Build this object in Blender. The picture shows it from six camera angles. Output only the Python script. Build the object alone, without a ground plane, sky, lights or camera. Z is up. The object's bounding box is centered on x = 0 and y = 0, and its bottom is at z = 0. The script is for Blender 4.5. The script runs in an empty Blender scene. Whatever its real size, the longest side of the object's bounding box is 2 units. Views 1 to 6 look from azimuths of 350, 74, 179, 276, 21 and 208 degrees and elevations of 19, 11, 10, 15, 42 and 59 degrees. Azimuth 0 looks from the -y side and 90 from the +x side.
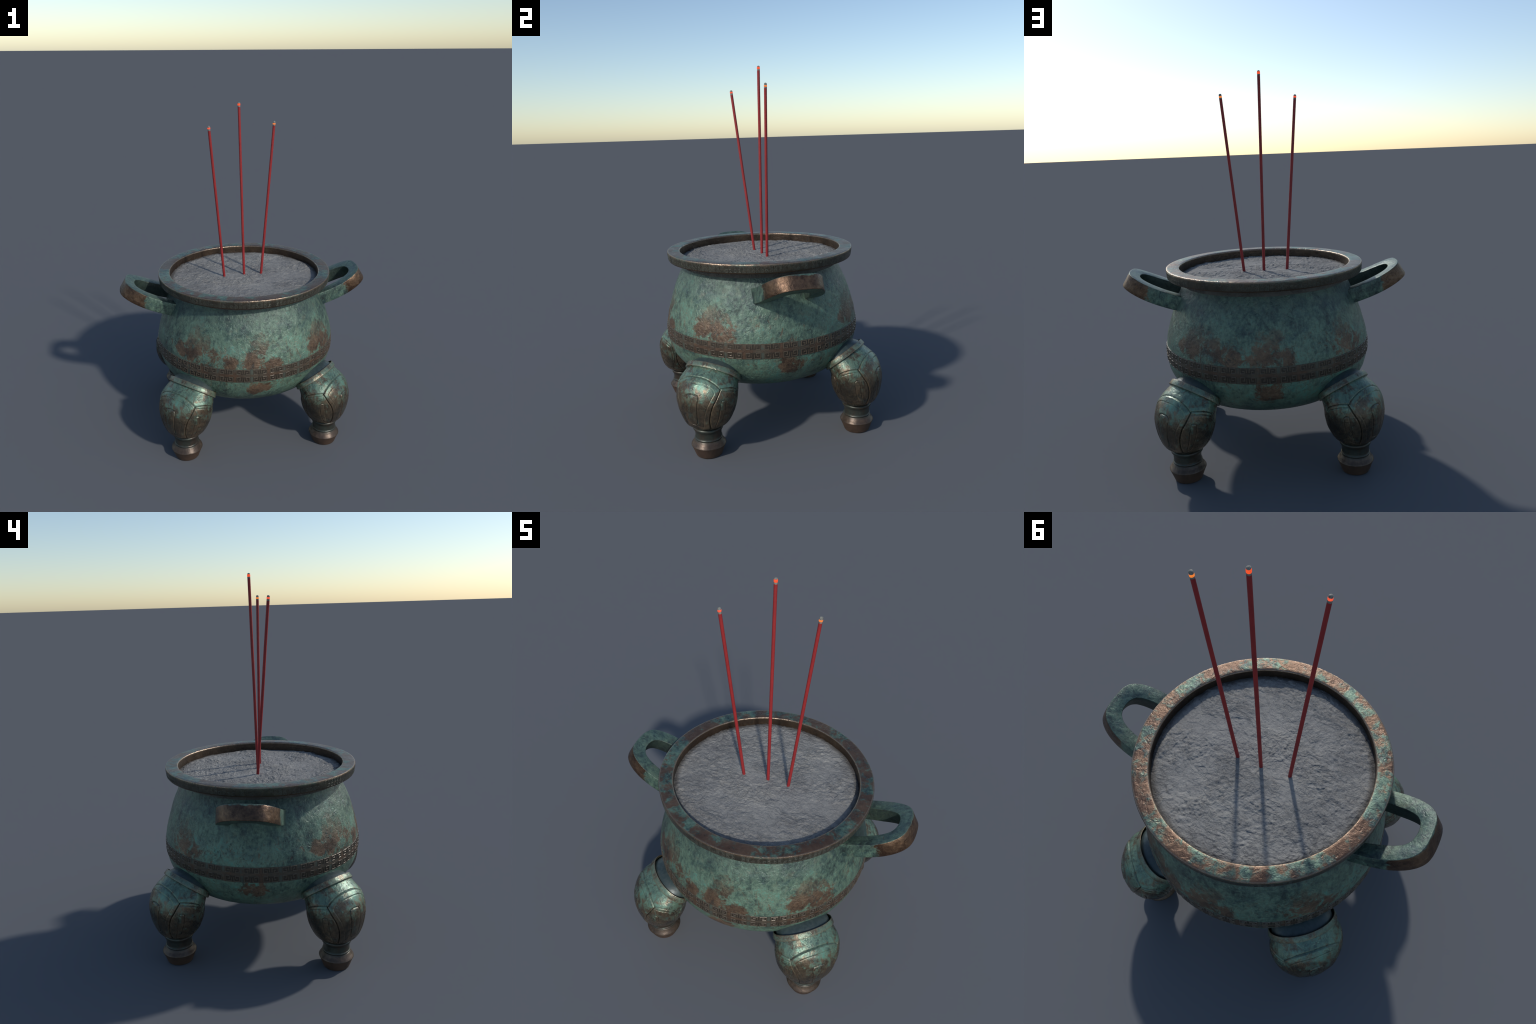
"""A verdigris bronze incense burner on four bulbous legs, with ash and three burning incense sticks."""
import bpy, bmesh, math, random
import numpy as np
from mathutils import Vector, Matrix, noise as mnoise

random.seed(7)
D = bpy.data
COL = bpy.context.scene.collection
TAU = 2 * math.pi

# ------------------------------------------------------------------ mesh tools
def new_object(name, verts, faces, mat=None, parent=None, smooth_angle=35.0):
    me = D.meshes.new(name)
    me.from_pydata([tuple(v) for v in verts], [], faces)
    bm = bmesh.new(); bm.from_mesh(me)
    bmesh.ops.recalc_face_normals(bm, faces=bm.faces)
    bm.to_mesh(me); bm.free()
    if mat: me.materials.append(mat)
    me.polygons.foreach_set("use_smooth", [True] * len(me.polygons))
    me.set_sharp_from_angle(angle=math.radians(smooth_angle))
    ob = D.objects.new(name, me)
    COL.objects.link(ob)
    if parent: ob.parent = parent
    return ob

def copy_of(ob, parent, rot_z=0.0):
    c = ob.copy()
    COL.objects.link(c)
    c.parent = parent
    c.rotation_euler = (0, 0, rot_z)
    return c

def hermite(x, y, q):
    """smooth curve through control points (rows of y at parameters x), sampled at q"""
    x = np.asarray(x, float); y = np.asarray(y, float)
    if y.ndim == 1: y = y[:, None]
    m = np.gradient(y, x, axis=0)
    i = np.clip(np.searchsorted(x, q) - 1, 0, len(x) - 2)
    h = (x[i + 1] - x[i])[:, None]; t = (q - x[i])[:, None] / h
    return ((2*t**3 - 3*t**2 + 1) * y[i] + (t**3 - 2*t**2 + t) * h * m[i]
            + (-2*t**3 + 3*t**2) * y[i + 1] + (t**3 - t**2) * h * m[i + 1])

def smooth_path(pts, n):
    p = np.asarray(pts, float)
    s = np.concatenate([[0], np.cumsum(np.linalg.norm(np.diff(p, axis=0), axis=1))])
    return hermite(s, p, np.linspace(0, s[-1], n))

def rounded(pts, r, n=4):
    """polyline with its inner corners rounded off by arcs of about radius r"""
    p = [np.asarray(q, float) for q in pts]
    out = [p[0]]
    for a, b, c in zip(p, p[1:], p[2:]):
        d1, d2 = a - b, c - b
        l1, l2 = np.linalg.norm(d1), np.linalg.norm(d2)
        k = min(r, 0.45 * l1, 0.45 * l2)
        s, e = b + d1 / l1 * k, b + d2 / l2 * k
        for j in range(n + 1):
            t = j / n
            out.append((1-t)**2 * s + 2*t*(1-t) * b + t*t * e)
    out.append(p[-1])
    return np.array(out)

def grid_faces(rows, cols, closed=True):
    f = []
    for i in range(rows - 1):
        for j in range(cols if closed else cols - 1):
            k = (j + 1) % cols
            f.append((i*cols + j, i*cols + k, (i+1)*cols + k, (i+1)*cols + j))
    return f

def lathe(profile, seg, displace=None):
    """profile rows of (r, z); r = 0 rows become a single pole vertex"""
    verts, faces, rows = [], [], []
    for r, z in profile:
        if r < 1e-6:
            rows.append([len(verts)]); verts.append((0, 0, z)); continue
        row = []
        for j in range(seg):
            a = TAU * j / seg
            p = Vector((r * math.cos(a), r * math.sin(a), z))
            if displace: p = displace(p)
            row.append(len(verts)); verts.append(p)
        rows.append(row)
    for a, b in zip(rows, rows[1:]):
        for j in range(seg):
            k = (j + 1) % seg
            if len(a) == 1: faces.append((a[0], b[k], b[j]))
            elif len(b) == 1: faces.append((a[j], a[k], b[0]))
            else: faces.append((a[j], a[k], b[k], b[j]))
    return verts, faces

# ------------------------------------------------------------------ node tools
class Nodes:
    def __init__(self, name):
        self.mat = D.materials.new(name); self.mat.use_nodes = True
        self.nt = self.mat.node_tree; self.nt.nodes.clear()
        self.out = self.add('ShaderNodeOutputMaterial')
        self.bsdf = self.add('ShaderNodeBsdfPrincipled')
        self.nt.links.new(self.bsdf.outputs[0], self.out.inputs[0])
        self.obj = self.add('ShaderNodeTexCoord').outputs['Object']
    def add(self, t, **kw):
        n = self.nt.nodes.new(t)
        for k, v in kw.items(): setattr(n, k, v)
        return n
    def put(self, sock, v):
        if hasattr(v, 'is_linked'): self.nt.links.new(v, sock)
        elif isinstance(v, (tuple, list)) and len(v) == 3 and sock.type == 'RGBA': sock.default_value = (*v, 1)
        else: sock.default_value = v
    def noise(self, scale, detail=4, rough=.55, dist=0.0, co=None, offset=None, stretch=None):
        n = self.add('ShaderNodeTexNoise')
        co = co or self.obj
        if offset or stretch:
            m = self.add('ShaderNodeMapping'); self.put(m.inputs[0], co)
            if offset: m.inputs['Location'].default_value = offset
            if stretch: m.inputs['Scale'].default_value = stretch
            co = m.outputs[0]
        self.put(n.inputs['Vector'], co)
        for k, v in (('Scale', scale), ('Detail', detail), ('Roughness', rough), ('Distortion', dist)):
            n.inputs[k].default_value = v
        return n.outputs['Fac']
    def math(self, op, a, b=0.0, c=0.0, clamp=False):
        n = self.add('ShaderNodeMath', operation=op, use_clamp=clamp)
        self.put(n.inputs[0], a); self.put(n.inputs[1], b); self.put(n.inputs[2], c)
        return n.outputs[0]
    def step(self, v, lo, hi, a=0.0, b=1.0):
        n = self.add('ShaderNodeMapRange', interpolation_type='SMOOTHSTEP')
        for s, x in zip(n.inputs, (v, lo, hi, a, b)): self.put(s, x)
        return n.outputs[0]
    def mix(self, f, a, b, blend='MIX'):
        n = self.add('ShaderNodeMix', data_type='RGBA', blend_type=blend)
        self.put(n.inputs[0], f); self.put(n.inputs[6], a); self.put(n.inputs[7], b)
        return n.outputs[2]
    def lerp(self, f, a, b):
        n = self.add('ShaderNodeMix', data_type='FLOAT')
        self.put(n.inputs[0], f); self.put(n.inputs[2], a); self.put(n.inputs[3], b)
        return n.outputs[0]
    def ramp(self, f, stops):
        n = self.add('ShaderNodeValToRGB'); e = n.color_ramp.elements
        while len(e) < len(stops): e.new(0.5)
        for el, (p, c) in zip(e, stops): el.position = p; el.color = (*c, 1)
        self.put(n.inputs[0], f)
        return n.outputs[0]
    def sep(self, v=None):
        n = self.add('ShaderNodeSeparateXYZ'); self.put(n.inputs[0], v or self.obj); return n.outputs
    def comb(self, x, y, z):
        n = self.add('ShaderNodeCombineXYZ')
        for s, v in zip(n.inputs, (x, y, z)): self.put(s, v)
        return n.outputs[0]
    def dist(self, co, p):
        n = self.add('ShaderNodeVectorMath', operation='DISTANCE')
        self.put(n.inputs[0], co); n.inputs[1].default_value = p
        return n.outputs['Value']
    def pointiness(self):
        return self.add('ShaderNodeNewGeometry').outputs['Pointiness']
    def bump(self, height, strength, distance, normal=None):
        n = self.add('ShaderNodeBump'); n.inputs['Strength'].default_value = strength
        n.inputs['Distance'].default_value = distance; self.put(n.inputs['Height'], height)
        if normal: self.put(n.inputs['Normal'], normal)
        return n.outputs[0]
    def finish(self, color, rough, metal, normal=None, spec=0.5):
        b = self.bsdf.inputs
        self.put(b['Base Color'], color); self.put(b['Roughness'], rough); self.put(b['Metallic'], metal)
        b['Specular IOR Level'].default_value = spec
        if normal: self.put(b['Normal'], normal)
        return self.mat

TEAL = [(.10, (.013, .020, .021)), (.30, (.034, .057, .052)), (.48, (.079, .133, .100)),
        (.64, (.130, .198, .140)), (.84, (.102, .240, .182))]
BRONZE = [(.22, (.028, .018, .013)), (.45, (.078, .045, .029)), (.62, (.138, .083, .050)), (.82, (.220, .135, .082))]

def patina_layers(N, rust, dirt, tone=0.0, rust_metal=0.55, green_metal=.28, rough=(.50, .40), bump=.35, bump_scale=34.0,
                  blue=.35, contrast=3.2, fresh=None):
    """verdigris over bronze: `rust`, `dirt` and `fresh` (bright turquoise) are 0..1 mask sockets"""
    big = N.noise(3.4, 5, .60, .3, offset=(3, 1, 7))
    mid = N.noise(12, 7, .66, .4, offset=(1, 9, 2))
    fine = N.noise(70, 5, .70, .2)
    speck = N.noise(34, 7, .74, .8, offset=(5, 5, 1), stretch=(1, 1, .7))
    drip = N.noise(46, 6, .70, .6, offset=(2, 6, 6), stretch=(1, 1, .5))
    grit = N.noise(150, 3, .65)
    t = N.math('ADD', N.math('MULTIPLY', big, .20), N.math('MULTIPLY', mid, .26))
    t = N.math('ADD', t, N.math('ADD', N.math('MULTIPLY', fine, .20), N.math('MULTIPLY', drip, .29)))
    t = N.math('ADD', t, N.math('MULTIPLY', grit, .05))
    t = N.math('ADD', N.math('MULTIPLY_ADD', N.math('SUBTRACT', t, .5), contrast, .52), tone)
    if fresh: t = N.math('ADD', t, N.math('MULTIPLY', fresh, .14))
    green = N.ramp(t, TEAL)
    blu = N.step(N.noise(9, 8, .74, .6, offset=(8, 2, 4)), .50, .62)
    green = N.mix(N.math('MULTIPLY', blu, blue), green, (.026, .070, .088))
    pale = N.step(N.noise(20, 6, .72, .3, offset=(2, 2, 9)), .54, .72)
    green = N.mix(N.math('MULTIPLY', pale, .50), green, (.150, .150, .100))
    b = N.math('ADD', N.math('ADD', N.math('MULTIPLY', mid, .45), N.math('MULTIPLY', fine, .25)), N.math('MULTIPLY', big, .30))
    bronze = N.ramp(N.math('MULTIPLY_ADD', N.math('SUBTRACT', b, .5), 2.2, .54), BRONZE)
    col = N.mix(rust, green, bronze)
    spots = N.math('MULTIPLY', N.step(speck, .54, .62), dirt)
    col = N.mix(N.math('MULTIPLY', spots, .70), col, (.022, .030, .029))
    height = N.math('ADD', N.noise(bump_scale, 7, .66, .7, offset=(4, 4, 4)), N.math('MULTIPLY', fine, .30))
    height = N.math('ADD', height, N.math('MULTIPLY', drip, .35))
    height = N.math('SUBTRACT', height, N.math('MULTIPLY', rust, .10))
    pits = N.step(N.noise(24, 3, .5, .9, offset=(6, 2, 8)), .60, .70)
    height = N.math('SUBTRACT', height, N.math('MULTIPLY', pits, .25))
    nrm = N.bump(height, bump, .012)
    r = N.lerp(rust, rough[0], rough[1])
    r = N.math('ADD', r, N.math('MULTIPLY', N.math('SUBTRACT', mid, .5), .5), clamp=True)
    r = N.math('ADD', r, N.math('MULTIPLY', spots, .12), clamp=True)
    m = N.lerp(rust, green_metal, rust_metal)
    return col, r, m, nrm

# ------------------------------------------------------------------ materials
def body_material():
    N = Nodes('verdigris_bronze_belly')
    x, y, z = N.sep()[:3]
    sg = N.math('SIGN', y)
    fold = N.comb(N.math('MULTIPLY', x, sg), N.math('ABSOLUTE', y), z)
    # worn brown areas: same on the front and on the back of the pot
    spots = [(49, .69, .135), (38, .66, .06), (62, .655, .09), (72, .63, .07), (91, .72, .085), (87, .64, .10),
             (98, .625, .075), (137, .685, .135), (144, .64, .09), (130, .65, .07)]
    val = None
    for az, zz, rad in spots:
        rr = float(np.interp(zz, [.5, .55, .6, .65, .7, .75], [.541, .548, .545, .537, .523, .508]))
        c = (rr * math.cos(math.radians(az)), rr * math.sin(math.radians(az)), zz)
        v = N.step(N.dist(fold, c), rad * 1.25, rad * .25)
        val = v if val is None else N.math('MAXIMUM', val, v)
    ax, ay = N.math('ABSOLUTE', x), N.math('ABSOLUTE', y)
    low = N.comb(N.math('MAXIMUM', ax, ay), N.math('MINIMUM', ax, ay), z)
    v = N.step(N.dist(low, (.525, .02, .470)), .095, .015)
    val = N.math('MAXIMUM', val, v)
    n1 = N.noise(9, 8, .70, .6, offset=(2, 7, 1)); n2 = N.noise(26, 6, .68, .8, offset=(6, 1, 3))
    nn = N.math('ADD', N.math('MULTIPLY', n1, .5), N.math('MULTIPLY', n2, .5))
    n3 = N.noise(60, 5, .7, .6, offset=(1, 8, 3), stretch=(1, 1, .6))
    nn = N.math('ADD', N.math('MULTIPLY', nn, .8), N.math('MULTIPLY', n3, .2))
    s = N.math('ADD', N.math('MULTIPLY', val, .33), N.math('MULTIPLY', N.math('SUBTRACT', nn, .5), 1.9))
    rust = N.math('MULTIPLY', N.step(s, .14, .29), N.step(z, .775, .66, .45, .95))
    # thin scattered flecks low on the belly
    fl = N.step(N.noise(24, 8, .74, 1.2, offset=(9, 9, 9), stretch=(1.3, 1.3, .8)), .555, .635)
    zone = N.math('MULTIPLY', N.step(z, .80, .66), N.step(z, .42, .50))
    rust = N.math('MAXIMUM', rust, N.math('MULTIPLY', fl, N.math('MULTIPLY', zone, .8)))
    dirt = N.math('MAXIMUM', N.step(N.noise(4.5, 4, .6, .4, offset=(7, 3, 3)), .46, .62), N.step(z, .80, .93))
    fresh = N.math('MULTIPLY', N.step(z, .78, .65), N.step(N.noise(5, 4, .6, offset=(2, 2, 2)), .38, .60))
    col, r, m, nrm = patina_layers(N, rust, dirt, tone=.0, bump=.46, rough=(.36, .40), green_metal=.20, rust_metal=.32, blue=.24, fresh=fresh)
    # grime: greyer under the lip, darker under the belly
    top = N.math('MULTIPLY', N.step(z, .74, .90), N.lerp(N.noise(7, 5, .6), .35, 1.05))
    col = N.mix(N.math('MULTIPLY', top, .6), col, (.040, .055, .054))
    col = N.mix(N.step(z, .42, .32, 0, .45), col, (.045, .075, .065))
    return N.finish(col, r, m, nrm, .5)

def band_material():
    N = Nodes('dark_bronze_band')
    x, y, z = N.sep()[:3]
    az = N.math('ARCTAN2', y, x)
    k = N.math('COSINE', N.math('MULTIPLY', az, 36.0))          # -1 on the seams between glyph pairs
    seam = N.step(N.math('ADD', N.math('MULTIPLY', k, (-1.0)), 0.0), .80, .95)   # placed by phase below
    mid = N.math('MULTIPLY', N.step(z, .548, .556), N.step(z, .572, .564))
    edge = N.math('MAXIMUM', N.step(z, .590, .598), N.step(z, .523, .516))
    plain = N.math('MAXIMUM', N.math('MAXIMUM', seam, mid), edge)
    n1 = N.noise(12, 6, .65, .5, offset=(3, 3, 3)); fine = N.noise(75, 4, .7)
    dark = N.ramp(N.math('MULTIPLY_ADD', fine, .6, .2), [(.2, (.019, .015, .011)), (.8, (.062, .046, .032))])
    brown = N.ramp(N.math('ADD', N.math('MULTIPLY', n1, .5), N.math('MULTIPLY', fine, .5)),
                   [(.32, (.040, .027, .020)), (.52, (.085, .051, .032)), (.70, (.140, .075, .040))])
    green = N.ramp(n1, [(.3, (.046, .050, .040)), (.7, (.092, .112, .088))])
    brown = N.mix(N.math('MULTIPLY', N.step(N.noise(8, 5, .6, offset=(1, 4, 1)), .42, .56), N.lerp(mid, .9, .35)), brown, green)
    col = N.mix(plain, dark, brown)
    nrm = N.bump(N.noise(50, 4, .6), .25, .008)
    return N.finish(col, N.lerp(fine, .42, .6), N.lerp(plain, .25, .25), nrm)

def glyph_material():
    N = Nodes('worn_bronze_meander')
    fine = N.noise(60, 4, .65); n1 = N.noise(5, 4, .6)
    col = N.ramp(N.math('ADD', N.math('MULTIPLY', fine, .5), N.math('MULTIPLY', n1, .5)),
                 [(.35, (.062, .050, .037)), (.55, (.104, .083, .059)), (.70, (.155, .122, .085))])
    return N.finish(col, .32, .28, N.bump(fine, .2, .004))

def rim_material():
    N = Nodes('worn_bronze_lip')
    x, y, z = N.sep()[:3]
    rad = N.math('SQRT', N.math('ADD', N.math('MULTIPLY', x, x), N.math('MULTIPLY', y, y)))
    n1 = N.noise(5.5, 7, .66, .5, offset=(4, 2, 2)); n2 = N.noise(24, 6, .7, .6)
    nn = N.math('ADD', N.math('MULTIPLY', n1, .58), N.math('MULTIPLY', n2, .42))
    top = N.step(z, .985, .999)
    rust_top = N.step(nn, .440, .525)
    inner = N.step(rad, .462, .455)
    rust = N.math('MAXIMUM', N.lerp(top, N.step(nn, .42, .50, .45, .95), rust_top), N.math('MULTIPLY', inner, .95))
    
    col, r, m, nrm = patina_layers(N, rust, N.math('SUBTRACT', 1.0, top), tone=-.06, rust_metal=.60, green_metal=.42, rough=(.36, .34), bump=.30, bump_scale=30, blue=.40)
    col = N.mix(N.math('MULTIPLY', N.math('MULTIPLY', rust, top), .5), col, (.120, .070, .046))
    col = N.mix(N.math('MULTIPLY', inner, .7), col, (.045, .031, .022))
    # vertical outer face: grimy, with two rows of faint small key-pattern bumps
    side = N.math('MULTIPLY', N.math('SUBTRACT', 1.0, top), N.step(rad, .49, .515))
    grime = N.ramp(N.math('ADD', N.math('MULTIPLY', n2, .6), N.math('MULTIPLY', n1, .4)),
                   [(.33, (.022, .021, .017)), (.45, (.055, .050, .039)), (.56, (.078, .078, .060)), (.70, (.115, .072, .045))])
    col = N.mix(N.math('MULTIPLY', side, .85), col, grime)
    lowedge = N.math('MULTIPLY', N.step(z, .960, .953), N.step(rad, .49, .515))
    col = N.mix(N.math('MULTIPLY', lowedge, .8), col, (.085, .048, .028))
    # lip edges painted paler and shinier for the sun's bright edge line
    oute = N.math('MULTIPLY', N.step(rad, .5185, .5235), N.step(z, .9935, .9985))
    inne = N.math('MULTIPLY', N.step(rad, .4635, .4590), N.step(z, .9935, .9975))
    edge = N.math('MULTIPLY', N.math('MAXIMUM', oute, inne), N.step(n2, .36, .52, .45, 1.0))
    col = N.mix(N.math('MULTIPLY', edge, .8), col, (.30, .225, .165))
    r = N.lerp(edge, r, .27); m = N.lerp(edge, m, .85)
    return N.finish(col, r, m, nrm)

def key_material():
    N = Nodes('grimy_bronze_lip_keys')
    n2 = N.noise(26, 6, .7, .6); n1 = N.noise(60, 4, .65)
    col = N.ramp(N.math('ADD', N.math('MULTIPLY', n2, .6), N.math('MULTIPLY', n1, .4)),
                 [(.34, (.026, .025, .020)), (.45, (.062, .058, .045)), (.55, (.082, .090, .071)), (.68, (.112, .074, .048))])
    return N.finish(col, .42, .25, N.bump(n1, .3, .004))

def handle_material():
    N = Nodes('rubbed_bronze_handle')
    x, y, z = N.sep()[:3]
    nx = N.sep(N.add('ShaderNodeNewGeometry').outputs['Normal'])
    out = N.math('ABSOLUTE', x)
    n1 = N.noise(11, 7, .68, .5, offset=(5, 1, 8)); n2 = N.noise(34, 5, .7, .5)
    nn = N.math('ADD', N.math('MULTIPLY', n1, .6), N.math('MULTIPLY', n2, .4))
    # the vertical outer face is rubbed to bare bronze where hands hold it
    face = N.step(N.math('ABSOLUTE', nx[2]), .75, .55)
    away = N.math('ADD', N.math('MULTIPLY', N.math('MULTIPLY', nx[0], N.math('SIGN', x)), N.math('SUBTRACT', out, .52)), N.math('MULTIPLY', nx[1], y))
    outward = N.step(away, .0, .03)
    hold = N.math('MULTIPLY', N.math('MULTIPLY', N.step(out, .570, .655), face), outward)
    rust = N.step(N.math('ADD', N.math('MULTIPLY', hold, .30), nn), .600, .700)
    dirt = N.step(out, .60, .46)
    col, r, m, nrm = patina_layers(N, rust, dirt, tone=-.06, rust_metal=.72, green_metal=.22, rough=(.42, .30), bump=.30, bump_scale=40, blue=.30)
    flat = N.math('SUBTRACT', 1.0, face)
    col = N.mix(N.math('MULTIPLY', flat, .15), col, (.030, .052, .050))
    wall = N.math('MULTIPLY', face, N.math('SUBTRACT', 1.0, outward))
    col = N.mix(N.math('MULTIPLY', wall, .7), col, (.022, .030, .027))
    edge = N.step(N.pointiness(), .53, .60)
    col = N.mix(N.math('MULTIPLY', edge, .75), col, (.19, .115, .070))
    return N.finish(col, N.lerp(edge, r, .30), N.lerp(edge, m, .8), nrm)

def leg_material():
    N = Nodes('verdigris_bronze_leg')
    x, y, z = N.sep()[:3]
    n1 = N.noise(12, 7, .68, .5, offset=(2, 5, 5)); n2 = N.noise(36, 6, .7, .8, offset=(1, 1, 7), stretch=(1, 1, .55))
    nn = N.math('ADD', N.math('MULTIPLY', n1, .52), N.math('MULTIPLY', n2, .48))
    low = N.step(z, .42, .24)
    rust = N.step(N.math('ADD', N.math('MULTIPLY', low, .12), nn), .465, .590)
    rust = N.math('MULTIPLY', rust, .85)
    dirt = N.step(z, .37, .24, .25, 1.0)
    col, r, m, nrm = patina_layers(N, rust, dirt, tone=.09, rust_metal=.60, green_metal=.34, rough=(.30, .27), bump=.26, bump_scale=26, blue=.45)
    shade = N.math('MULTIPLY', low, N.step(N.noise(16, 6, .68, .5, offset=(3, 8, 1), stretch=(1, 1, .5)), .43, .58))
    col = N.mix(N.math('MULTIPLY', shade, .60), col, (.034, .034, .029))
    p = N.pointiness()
    col = N.mix(N.step(p, .480, .43, 0, .75), col, (.012, .015, .014))  # groove shadow baked into the colour: concave parts go near black
    col = N.mix(N.step(p, .508, .55, 0, .6), col, (.20, .135, .088))
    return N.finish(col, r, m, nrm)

def foot_material():
    N = Nodes('dark_bronze_foot')
    z = N.sep()[2]
    n1 = N.noise(16, 6, .66, .5); n2 = N.noise(60, 4, .7)
    nn = N.math('ADD', N.math('MULTIPLY', n1, .6), N.math('MULTIPLY', n2, .4))
    bronze = N.ramp(nn, [(.32, (.030, .021, .015)), (.50, (.068, .046, .032)), (.66, (.125, .083, .055))])
    green = N.ramp(nn, [(.35, (.020, .027, .024)), (.65, (.056, .068, .056))])
    up = N.math('MULTIPLY', N.step(z, .078, .100), N.step(n1, .40, .56, .25, .9))
    col = N.mix(up, bronze, green)
    sole = N.step(z, .059, .054)
    col = N.mix(sole, col, N.ramp(nn, [(.35, (.046, .028, .019)), (.6, (.080, .047, .030))]))
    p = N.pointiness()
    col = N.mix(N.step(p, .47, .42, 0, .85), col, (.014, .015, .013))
    rough = N.lerp(sole, .40, .62)
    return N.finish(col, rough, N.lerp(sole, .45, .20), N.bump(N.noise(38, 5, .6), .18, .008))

def stem_material():
    N = Nodes('dull_grey_bronze_stem')
    n1 = N.noise(12, 6, .65, .3); n2 = N.noise(60, 4, .7)
    col = N.ramp(N.math('ADD', N.math('MULTIPLY', n1, .6), N.math('MULTIPLY', n2, .4)),
                 [(.35, (.022, .036, .038)), (.50, (.045, .066, .066)), (.62, (.072, .084, .076)), (.72, (.085, .062, .045))])
    return N.finish(col, .40, .20, N.bump(n1, .2, .01))

def ash_material():
    N = Nodes('incense_ash')
    n0 = N.noise(5, 5, .6); n1 = N.noise(30, 8, .72, .4); n2 = N.noise(140, 4, .7)
    t = N.math('ADD', N.math('ADD', N.math('MULTIPLY', n0, .35), N.math('MULTIPLY', n1, .40)), N.math('MULTIPLY', n2, .25))
    col = N.ramp(t, [(.36, (.140, .138, .133)), (.50, (.232, .226, .210)), (.66, (.325, .313, .280))])
    x, y, z = N.sep()[:3]
    rad = N.math('SQRT', N.math('ADD', N.math('MULTIPLY', x, x), N.math('MULTIPLY', y, y)))
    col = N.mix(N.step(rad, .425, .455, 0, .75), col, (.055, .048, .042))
    crust = N.step(N.noise(34, 6, .62, .8, offset=(1, 2, 3), stretch=(.8, 1.2, 1)), .47, .56)
    rough_zone = N.step(N.noise(7, 5, .6, .6, offset=(4, 8, 2)), .40, .60, .30, 1.15)
    hgt = N.math('ADD', N.noise(48, 8, .70, .5, offset=(1, 2, 3)), N.math('MULTIPLY', crust, .30))
    nrm = N.bump(N.math('ADD', N.math('MULTIPLY', hgt, rough_zone), N.math('MULTIPLY', n2, .2)), .75, .012)
    return N.finish(col, .8, 0.0, nrm, .3)

def stick_material():
    N = Nodes('red_lacquered_joss_stick')
    n = N.noise(9, 4, .6, stretch=(1, 1, .6)); n2 = N.noise(120, 3, .6)
    col = N.ramp(N.math('ADD', N.math('MULTIPLY', n, .7), N.math('MULTIPLY', n2, .3)),
                 [(.35, (.215, .020, .022)), (.5, (.275, .022, .023)), (.65, (.330, .026, .024))])
    return N.finish(col, .55, 0.0, N.bump(n2, .2, .002), .35)

def tip_material():
    N = Nodes('grey_burnt_ash_tip')
    n = N.noise(180, 4, .65)
    return N.finish(N.ramp(n, [(.35, (.13, .13, .115)), (.65, (.26, .25, .215))]), .7, 0.0, N.bump(n, .3, .002), .4)

def ember_material(name, color):
    N = Nodes(name)
    n = N.noise(220, 4, .6)
    N.put(N.bsdf.inputs['Emission Color'], N.mix(N.step(n, .45, .7, 0, .4), color, (.55, .03, .01)))
    N.bsdf.inputs['Emission Strength'].default_value = .85
    return N.finish((.10, .02, .012), .7, 0.0)

M_BODY, M_BAND, M_GLYPH, M_RIM = body_material(), band_material(), glyph_material(), rim_material()
M_HANDLE, M_LEG, M_FOOT, M_STEM = handle_material(), leg_material(), foot_material(), stem_material()
M_KEYS = key_material()
M_ASH, M_STICK, M_TIP = ash_material(), stick_material(), tip_material()

# ------------------------------------------------------------------ the burner
burner = D.objects.new('incense_burner', None)
burner.empty_display_size = .2
COL.objects.link(burner)
burner['label'] = 'round verdigris bronze incense burner on four bulbous legs, two side handles'
burner['category'] = 'incense burner'

# belly profile (r, z)
BELLY = [(0, .277), (.10, .278), (.18, .2815), (.25, .288), (.32, .299), (.38, .3165), (.44, .3475), (.49, .3935), (.523, .442),
         (.5418, .500), (.5478, .550), (.5450, .600), (.5370, .650), (.5232, .700), (.5080, .750), (.4915, .800),
         (.4695, .850), (.4470, .900), (.4320, .935), (.4300, .955)]
belly = smooth_path(BELLY, 170)
belly[0, 0] = 0; belly[:, 0] = np.maximum(belly[:, 0], 0)

def belly_radius(z):
    up = belly[60:]
    return float(np.interp(z, up[:, 1], up[:, 0]))

def hammered(p):
    z = p.z
    calm = min(1, max(0, abs(z - .557) - .045) / .02)
    k = mnoise.fractal(p * 9.0, 1.0, 2.0, 3) * .0016 + mnoise.noise(p * 38.0) * .0007
    n = Vector((p.x, p.y, 0)); n.normalize()
    return p + n * k * calm

v, f = lathe(belly, 288, hammered)
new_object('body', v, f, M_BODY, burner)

# ornament band lies 1.5 mm proud of the belly
band_z = np.linspace(.5165, .5975, 14)
prof = [(belly_radius(z) - .004, z) for z in (band_z[0] - .0012,)] + [(belly_radius(z) + .0012, z) for z in band_z] + [(belly_radius(band_z[-1]) - .004, band_z[-1] + .0012)]
v, f = lathe(prof, 288)
band = new_object('ornament_band', v, f, M_BAND, burner, 30)
band.rotation_euler = (0, 0, math.radians(0))

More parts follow.
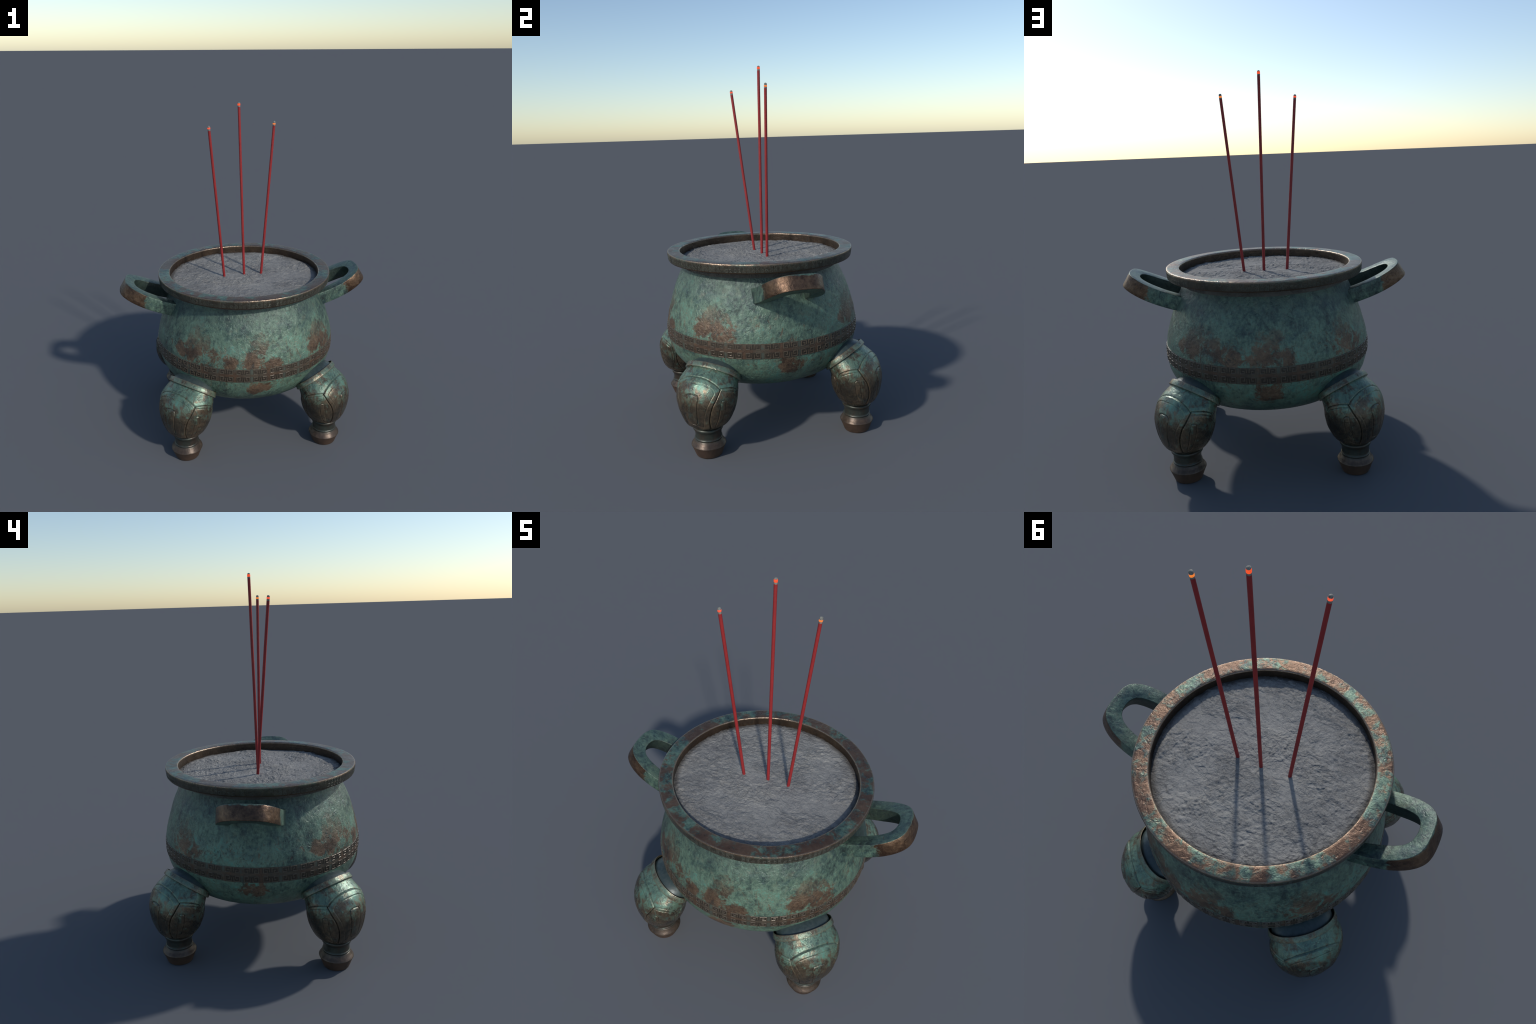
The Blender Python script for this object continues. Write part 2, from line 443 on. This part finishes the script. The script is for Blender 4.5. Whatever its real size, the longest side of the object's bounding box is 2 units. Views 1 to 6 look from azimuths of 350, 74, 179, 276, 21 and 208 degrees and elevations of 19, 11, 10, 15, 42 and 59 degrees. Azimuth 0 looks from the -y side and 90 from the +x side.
def meander_mesh(flip_u, flip_v, z0, z1, half_deg, radius=None, R0=.546, bars=((.0024, .0), (.0015, .0015), (.0009, .0019))):
    """one square key fret: a mitred raised bar following a spiral path, wrapped on the belly"""
    path = [(1, .22), (1, 1), (0, 1), (0, 0), (.66, 0), (.66, .54), (.32, .54)]
    radius = radius or (lambda q: belly_radius(q) + .0010)
    wid, hgt = 2 * math.radians(half_deg) * R0, z1 - z0
    P = [np.array([(u - .5) * wid, q * hgt]) for u, q in path]
    def offsets(w):
        L, R = [], []
        for i, p in enumerate(P):
            d0 = P[i] - P[i - 1] if i else P[1] - P[0]
            d1 = P[i + 1] - P[i] if i < len(P) - 1 else d0
            d0, d1 = d0 / np.linalg.norm(d0), d1 / np.linalg.norm(d1)
            n0, n1 = np.array([-d0[1], d0[0]]), np.array([-d1[1], d1[0]])
            m = (n0 + n1) / 2 if not np.allclose(n0, n1) else n0
            m = m / (m @ n0) if abs(m @ n0) > 1e-6 else n0
            L.append(p + m * w); R.append(p - m * w)
        return L, R
    verts, faces = [], []
    rings = []
    for w, h in bars:
        L, R = offsets(w)
        rings.append((len(verts), len(verts) + len(P)))
        for q in L + R:
            u = -q[0] if flip_u else q[0]
            t = hgt - q[1] if flip_v else q[1]
            z = z0 + t; r = radius(z) + h; a = u / R0
            verts.append((r * math.cos(a), r * math.sin(a), z))
    n = len(P)
    for (l0, r0), (l1, r1) in zip(rings, rings[1:]):
        for i in range(n - 1):
            faces.append((l0 + i, l0 + i + 1, l1 + i + 1, l1 + i))
            faces.append((r0 + i, r0 + i + 1, r1 + i + 1, r1 + i))
        for i in (0, n - 1):
            faces.append((l0 + i, r0 + i, r1 + i, l1 + i))
    l, r = rings[-1]
    for i in range(n - 1): faces.append((l + i, l + i + 1, r + i + 1, r + i))
    return verts, faces

# two rows of 36 mirrored pairs; pair centres every 10 degrees
for row, (z0, z1) in enumerate(((.5693, .5935), (.5210, .5500))):
    for side in (0, 1):
        v, f = meander_mesh(side == 1, row == 1, z0, z1, 1.55)
        first = new_object('meander', v, f, M_GLYPH, burner, 25)
        off = math.radians(2.22) * (1 if side else -1)
        # seen from outside, growing azimuth runs to the right
        first.rotation_euler = (0, 0, off)
        for k in range(1, 36):
            copy_of(first, burner, math.radians(10 * k) + off)

# lip ring
RIM = [(.436, .935), (.4545, .937), (.4560, .945), (.4560, .9965), (.4578, 1.0000), (.4622, 1.0020), (.490, 1.0025), (.5195, 1.0020),
       (.5240, 1.0003), (.5262, .9962), (.5252, .985), (.5232, .965), (.5215, .9545), (.5190, .9508), (.5140, .9498), (.470, .9455), (.430, .944)]
def lip_wobble(p):
    n = Vector((p.x, p.y, 0)); n.normalize()
    return p + n * mnoise.noise(p * 14) * .0007 + Vector((0, 0, mnoise.noise(p * 11 + Vector((5, 5, 5))) * .0006))
rim_prof = []
for a, b in zip(RIM, RIM[1:]):
    n = max(1, int(math.dist(a, b) / .007))
    rim_prof += [(a[0] + (b[0]-a[0]) * i / n, a[1] + (b[1]-a[1]) * i / n) for i in range(n)]
rim_prof.append(RIM[-1])
v, f = lathe(rim_prof, 256, lip_wobble)
new_object('rim', v, f, M_RIM, burner, 40)

# faint worn key pattern in two rows round the lip, too small to tell apart singly
def lip_radius(z):
    return float(np.interp(z, [.9545, .965, .985, .9975], [.5215, .5232, .5252, .5262])) - .0004
kv, kf = [], []
for row, (z0, z1) in enumerate(((.9785, .9925), (.9590, .9735))):
    for side in (0, 1):
        v, f = meander_mesh(side == 1, row == 1, z0, z1, .80, lip_radius, .524, ((.0016, .0), (.0010, .0015), (.0006, .0018)))
        for k in range(72):
            if random.random() < .15: continue
            a = math.radians(5 * k + (1.17 if side else -1.17)); c, sn = math.cos(a), math.sin(a)
            worn = .12 + .75 * min(1, max(0, .45 + 1.3 * mnoise.noise(Vector((c * 3, sn * 3, row)))))
            n0 = len(kv)
            for q in v:
                q = Vector(q); r0 = math.hypot(q.x, q.y); base = lip_radius(q.z); r1 = base + (r0 - base) * worn
                q.x *= r1 / r0; q.y *= r1 / r0
                kv.append(Vector((q.x * c - q.y * sn, q.x * sn + q.y * c, q.z)))
            kf += [tuple(i + n0 for i in face) for face in f]
lip_keys = new_object('lip_key_pattern', kv, kf, M_KEYS, burner, 30)
lip_keys['kind'] = 'stuff'

# ash filling
def ash_height(x, y):
    p = Vector((x, y, 0))
    h = mnoise.fractal(p * 5.0 + Vector((3, 1, 4)), 1.0, 2.0, 3) * .0022
    patch = min(1, max(0, .5 + 1.1 * mnoise.noise(p * 5.5 + Vector((9, 2, 0)))))
    warp = Vector((mnoise.noise(p * 24), mnoise.noise(p * 24 + Vector((7, 7, 7))), 0)) * .5
    for f, amp, ox in ((9, .0020, 12), (15, .0020, 0), (26, .0021, 4), (46, .0014, 9)):      # torn crust: ledges with steep edges
        n = mnoise.noise(Vector((x * f, y * f * 1.35, ox)) + warp * (f / 24)) + mnoise.noise(p * (f * 3.1) + Vector((ox, 1, 1))) * .35
        t = min(1, max(0, n / .16 + .5)); t = t * t * (3 - 2 * t)
        h += t * amp * (.12 + patch)
    gate = mnoise.noise(Vector((x * 13, y * 13, 21))) + .5 * mnoise.noise(Vector((x * 30, y * 30, 5)))
    for f, amp, ox in ((17, .0030, 30), (29, .0022, 37)):                     # short broken ledges, steep on one side
        k = (y * f + .25 * x * f + 1.5 * mnoise.noise(Vector((x * 9, y * 9, ox))) + .55 * mnoise.noise(Vector((x * 31, y * 31, ox)))) % 1.0
        saw = k / .86 if k < .86 else (1 - k) / .14
        h += saw * amp * min(1, max(0, gate * 1.7 - .05 + .25 * mnoise.noise(Vector((x * 50, y * 50, ox)))))
        gate = -gate + .1
    h += mnoise.fractal(p * 75, .8, 2.1, 3) * .0014 * (.15 + patch)
    return h - .0025
verts, faces = [(0, 0, .957 + ash_height(0, 0))], []
NR, NS = 240, 800
for i in range(1, NR + 1):
    r = .4558 * i / NR
    for j in range(NS):
        a = TAU * (j + .5 * (i % 2)) / NS
        x, y = r * math.cos(a), r * math.sin(a)
        verts.append((x, y, .957 + ash_height(x, y) - max(0, r - .435) * .12))
for j in range(NS): faces.append((0, 1 + j, 1 + (j + 1) % NS))
for i in range(NR - 1):
    for j in range(NS):
        a, b = 1 + i * NS, 1 + (i + 1) * NS
        faces.append((a + j, b + j, b + (j + 1) % NS, a + (j + 1) % NS))
k = len(verts)                                   # closed below so that the ash has body
base = 1 + (NR - 1) * NS
verts += [(verts[base + j][0] * .96, verts[base + j][1] * .96, .90) for j in range(NS)]
faces += [(base + j, k + j, k + (j + 1) % NS, base + (j + 1) % NS) for j in range(NS)]
faces.append(tuple(range(k, k + NS)))
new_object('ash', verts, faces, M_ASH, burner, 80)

# handles: a flat strip bent into a loop, curving upward away from the belly
def handle(sign):
    th0, th1 = math.radians(14.8), math.radians(30.4)
    def mid(s):
        n = 40; x, z = .433, .8644
        for i in range(n):
            th = th0 + (th1 - th0) * (s * (i + .5) / n) / .3
            x += math.cos(th) * s / n; z += math.sin(th) * s / n
        th = th0 + (th1 - th0) * s / .3
        return x, z, th
    outer = [(-.008, .1675), (.02, .1655), (.055, .1630), (.10, .1605), (.155, .1555), (.205, .1455), (.245, .131), (.278, .1105), (.298, .088),
             (.308, .062), (.3125, .03), (.3135, 0)]
    inner = [(-.008, .1060), (.02, .1045), (.055, .1022), (.09, .0985), (.135, .0915), (.175, .0845), (.205, .0755), (.229, .063), (.2435, .047),
             (.2515, .028), (.2545, .012), (.2550, 0)]
    def loop(half):
        p = smooth_path(half, 40)
        return np.vstack([p * [1, -1], p[::-1][1:]])
    O, I = loop(outer), loop(inner)
    h = .078
    verts, faces = [], []
    n = len(O)
    bev = .0028
    rings = []
    for ring, inward in ((O, 1), (I, -1)):
        tang = np.gradient(ring, axis=0); nrm = np.stack([tang[:, 1], -tang[:, 0]], 1)
        nrm /= np.linalg.norm(nrm, axis=1)[:, None]
        if (nrm[n // 2] @ np.array([1, 0])) < 0: nrm = -nrm
        nrm *= -inward                                     # toward the strip's own middle
        for depth, ins in ((0, bev), (bev * .3, bev * .3), (bev, 0), (h * .35, 0), (h * .65, 0), (h - bev, 0), (h - bev * .3, bev * .3), (h, bev)):
            row = []
            for (s, y), m in zip(ring, nrm):
                s2, y2 = s + m[0] * ins, y + m[1] * ins
                x, z, th = mid(s2)
                row.append(len(verts))
                verts.append((sign * (x + math.sin(th) * depth), sign * y2, z - math.cos(th) * depth))
            rings.append(row)
    order = rings[:8] + rings[8:][::-1]
    for a, b in zip(order, order[1:] + order[:1]):
        for i in range(n - 1): faces.append((a[i], a[i + 1], b[i + 1], b[i]))
    faces.append(tuple(r[0] for r in order)); faces.append(tuple(r[-1] for r in order))
    return new_object('handle', verts, faces, M_HANDLE, burner, 50)
handle(1); handle(-1)

# ------------------------------------------------------------------ legs (built along +x, then turned)
# cross-sections: (rho, z, lean, radial radius, tangential radius)
SECT = np.array([(.5925, .160, .000, .0710, .0710), (.5937, .1921, -.0407, .1041, .1184), (.5943, .2487, .0213, .1271, .1497),
                 (.5912, .3116, .175, .1360, .1649), (.5742, .3692, .3963, .1230, .1666), (.5313, .4131, .6747, .1038, .1483)])
def section_point(row, a, extra=0.0):
    rho, z, lean, rr, rt = row
    c, s = (rr + extra) * math.cos(a), (rt + extra) * math.sin(a)
    return Vector((rho + c * math.cos(lean), s, z + c * math.sin(lean)))

NT, NA = 230, 560
rows = hermite(np.linspace(0, 1, 6), SECT, np.linspace(0, 1, NT))
# engraved lotus-petal lines as paths in (angle from the outward side in degrees, height fraction), mirrored left and right
top_front = [(0, .884), (20, .872), (35, .842), (44, .812), (50, .783)]
top_side = [(50, .797), (57, .812), (68, .828), (86, .835), (98, .818), (105, .765)]
seam = [(50, .785), (46.5, .68), (40, .555), (36.5, .45), (36, .34), (38.5, .22), (40, .17)]
side_back = [(105, .765), (110, .64), (110.5, .50), (107, .34), (99, .20)]
in_front = [(0, .813), (14, .810), (26, .794), (36, .764), (39.5, .735), (36.5, .67), (29, .53), (25, .42), (23, .28), (20, .20)]
in_side = [(52, .764), (69, .782), (88, .782), (97, .765), (102, .70), (105, .56), (103, .33), (94, .19)]
slot = [(0, .688), (6, .684), (10, .676), (11.8, .650), (11, .56), (10.5, .44), (9.5, .33), (5, .285), (0, .28)]
side_slot = [(57, .645), (62, .655), (67, .630), (68, .54), (64, .36), (58, .245), (51, .235), (54, .375), (56.5, .55), (57, .645)]
back_panel = [(180, .835), (150, .835), (128, .815), (118, .76), (116, .60), (118, .40), (128, .20)]
# dense samples of every engraved line: [angle, height, depth, half width]
def engraved(path, depth, width):
    p = np.array(path, float) * [1 / 60.0, 1.0]
    q = smooth_path(p, 10 * len(path))
    seg = np.stack([q[:-1], q[1:]], 1)
    return seg, depth, width
LINES = [engraved(top_front, .0042, .0021), engraved(top_side, .0038, .0020), engraved(seam, .0060, .0027), engraved(side_back, .0038, .0022),
         engraved(in_front, .0018, .0020), engraved(in_side, .0022, .0021), engraved(slot, .0034, .0020), engraved(side_slot, .0026, .0020),
         engraved(back_panel, .0040, .0022)]
ang = -math.pi + TAU * np.arange(NA) / NA
AA, TT = np.meshgrid(np.abs(np.degrees(ang)) / 60.0, np.linspace(0, 1, NT))
circ = np.repeat(((rows[:, 3] + rows[:, 4]) / 2)[:, None], NA, 1)        # metres per radian
MU = circ * math.radians(60); MV = .335                                  # metres per unit of each parameter
relief = np.zeros((NT, NA))
for segs, depth, width in LINES:
    best = np.full((NT, NA), 9.0)
    for (u0, t0), (u1, t1) in segs:
        du, dt = (u1 - u0) * MU, (t1 - t0) * MV
        pu, pt = (AA - u0) * MU, (TT - t0) * MV
        k = np.clip((pu * du + pt * dt) / (du * du + dt * dt + 1e-12), 0, 1)
        best = np.minimum(best, np.hypot(pu - k * du, pt - k * dt))
    relief -= depth * np.exp(-(best / width) ** 2)
def inside(path):
    """mask of the region enclosed by a half path (mirrored about 0) or a closed path"""
    p = np.array(path, float) * [1 / 60.0, 1.0]
    if abs(p[0, 0] - p[-1, 0]) > 1e-6 or p[0, 0] < 1e-6:
        p = np.vstack([p, [[-.01, p[-1, 1]], [-.01, p[0, 1]]]])
    m = np.zeros((NT, NA), bool)
    for (x0, y0), (x1, y1) in zip(p, np.roll(p, -1, 0)):
        if y0 == y1: continue
        hit = ((TT < y0) != (TT < y1)) & (AA < x0 + (TT - y0) / (y1 - y0) * (x1 - x0))
        m ^= hit
    return m
def soften(m, n=2):
    m = m.astype(float)
    for _ in range(n):
        m = (m + np.roll(m, 1, 1) + np.roll(m, -1, 1)) / 3
        m[1:-1] = (m[1:-1] + m[:-2] + m[2:]) / 3
    return m
relief += .0012 * soften(inside(slot), 1) + .0008 * soften(inside(side_slot), 1)
relief += .0022 * soften(inside(top_front + seam[1:])) - .0014 * soften(inside(in_front))
verts = []
for i in range(NT):
    for j in range(NA):
        p = section_point(rows[i], ang[j])
        q = Vector((rows[i][0], 0, rows[i][1]))
        n = (p - q).normalized()
        k = relief[i, j] + mnoise.noise(p * 26) * .0009 + mnoise.noise(p * 9) * .0013
        verts.append(p + n * float(k))
faces = grid_faces(NT, NA)
faces.append(tuple(range(NA))[::-1]); faces.append(tuple(range((NT - 1) * NA, NT * NA)))
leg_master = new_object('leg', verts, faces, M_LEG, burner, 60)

# collar: a slightly tapered tilted ring, open above, round the dull stem that runs into the belly
ring_c, lean = np.array([.5295, 0, .4140]), .6761
ex = np.array([math.cos(lean), 0, math.sin(lean)]); ey = np.array([0, 1, 0]); en = np.array([-math.sin(lean), 0, math.cos(lean)])
def oval(rr, rt, up, n=160):
    return [tuple(ring_c + en * up + ex * rr * math.cos(TAU * j / n) + ey * rt * math.sin(TAU * j / n)) for j in range(n)]
def ring_loft(spec, close):
    verts, n = [], 160
    for s in spec: verts += oval(*s)
    faces = grid_faces(len(spec), n)
    if close: faces += [((len(spec)-1)*n + j, (len(spec)-1)*n + (j+1) % n, (j+1) % n, j) for j in range(n)]
    else: faces += [tuple(range(n))[::-1], tuple(range((len(spec)-1)*n, len(spec)*n))]
    return verts, faces
collar_v, collar_f = ring_loft([(.094, .138, -.006), (.1145, .1572, -.0015), (.1162, .1589, 0), (.1166, .1592, .0015), (.1150, .1570, .012),
                                (.1122, .1532, .026), (.1112, .1520, .0278), (.1098, .1506, .0282), (.1078, .1486, .0270), (.1068, .1474, .010), (.1060, .1466, -.004)], True)
collar_master = new_object('collar', collar_v, collar_f, M_LEG, leg_master, 30)
stem_rows = [(.5350, .405, .676, .1000, .1400), (.5262, .4180, .676, .1030, .1435), (.5120, .4290, .76, .0985, .1400),
             (.4900, .4350, .90, .0890, .1330), (.4550, .4380, 1.1, .0760, .1220)]
stem_v = [section_point(r, TAU * j / 160) for r in hermite(np.linspace(0, 1, 5), stem_rows, np.linspace(0, 1, 16)) for j in range(160)]
stem_f = grid_faces(16, 160) + [tuple(range(160))[::-1], tuple(range(15 * 160, 16 * 160))]
stem_master = new_object('stem', stem_v, stem_f, M_STEM, leg_master, 40)
FOOT = [(0, .0005), (.060, 0), (.0668, .0008), (.0690, .0040), (.0785, .0290), (.0880, .0530), (.0905, .0575), (.0909, .0600), (.0896, .0630), (.0860, .0680),
        (.0800, .0755), (.0755, .0830), (.0722, .0890), (.0705, .0905), (.0690, .0915), (.0718, .0935), (.0726, .0965), (.0716, .0995), (.0688, .1020),
        (.0680, .1050), (.0682, .1200), (.0692, .1300), (.0715, .1370), (.0755, .1430), (.0778, .1470), (.0785, .1510), (.0775, .1550), (.0735, .1590), (.0690, .1605), (.060, .164), (0, .166)]
fp = []
for a, b in zip(FOOT, FOOT[1:]):
    n = max(1, int(math.dist(a, b) / .003)) if a[0] > .055 and b[0] > .055 else 1
    fp += [(a[0] + (b[0]-a[0]) * i / n, a[1] + (b[1]-a[1]) * i / n) for i in range(n)]
fp.append(FOOT[-1])
def foot_wear(p):
    n = Vector((p.x, p.y, 0)); n.normalize()
    return p + n * mnoise.noise(p * 30) * .0006
foot_v, foot_f = lathe(fp, 120, foot_wear)
foot_v = [Vector(q) + Vector((.5922, 0, 0)) for q in foot_v]
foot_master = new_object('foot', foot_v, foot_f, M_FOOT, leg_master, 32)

leg_master.rotation_euler = (0, 0, math.radians(45))
for k in range(1, 4):
    leg = copy_of(leg_master, burner, math.radians(45 + 90 * k))
    for part in (collar_master, stem_master, foot_master):
        copy_of(part, leg)

# ------------------------------------------------------------------ incense sticks
def stick(base, tip, ember_from, ember_to, ash_to, color, label):
    base, tip = Vector(base), Vector(tip)
    d = (tip - base).normalized()
    base = base - d * .05                                   # pushed into the ash
    length = (tip - base).length
    R = .0078
    rot = Vector((0, 0, 1)).rotation_difference(d)
    M = Matrix.Translation(base) @ rot.to_matrix().to_4x4()
    def place(ob): ob.matrix_world = M
    def wav(p): return p + Vector((mnoise.noise(Vector((0, 0, p.z * 3)) + base), mnoise.noise(Vector((4, 0, p.z * 3)) + base), 0)) * .0009
    red = length - ash_to
    prof = [(0, 0), (R, 0)] + [(R, red * i / 60) for i in range(1, 61)] + [(0, red + .0002)]
    v, f = lathe(prof, 20, wav)
    s = new_object('incense_stick', v, f, M_STICK, None, 40)
    place(s)
    s['label'] = label; s['category'] = 'incense stick'
    def crumb(p):
        n = Vector((p.x, p.y, 0)); n = n.normalized() if n.length > 1e-6 else Vector((0, 0, 1))
        return wav(p) + n * mnoise.noise(p * 160 + base * 9) * .0008
    def piece(name, prof, mat):
        v, f = lathe(prof, 20, crumb)
        ob = new_object(name, v, f, mat, s, 50)
        return ob
    e0, e1 = length - ember_to, length - ember_from
    piece('burnt_collar', [(0, red - .001), (R * .97, red - .0005), (R * 1.0, (red + e0) / 2), (R * .98, e0 + .0005), (0, e0 + .001)], M_TIP)
    piece('ember', [(0, e0 - .0004), (R * .98, e0 - .0002), (R * 1.07, e0 + .002), (R * 1.07, e1 - .002), (R * .95, e1 + .0002), (0, e1 + .0006)],
          ember_material('glowing_ember', color))
    top = length
    piece('ash_tip', [(0, e1 - .001), (R * .9, e1 - .0006), (R * .95, e1 + (top - e1) * .4), (R * .86, top - .0035), (R * .6, top - .0012), (R * .25, top - .0002), (0, top)], M_TIP)
    return s

stick((-.1240, .0013, .957), (-.2022, -.0850, 1.8845), .0093, .0180, .0268, (1.0, .11, .045), 'slim red incense stick leaning left with a glowing tip')
stick((.0018, .0134, .957), (-.0136, .0308, 2.0000), .0070, .0190, .0258, (1.0, .10, .022), 'tall slim red incense stick with a glowing tip')
stick((.1097, .0136, .957), (.1901, .0099, 1.8920), .0125, .0205, .0267, (1.0, .26, .035), 'slim red incense stick leaning right with a glowing tip')
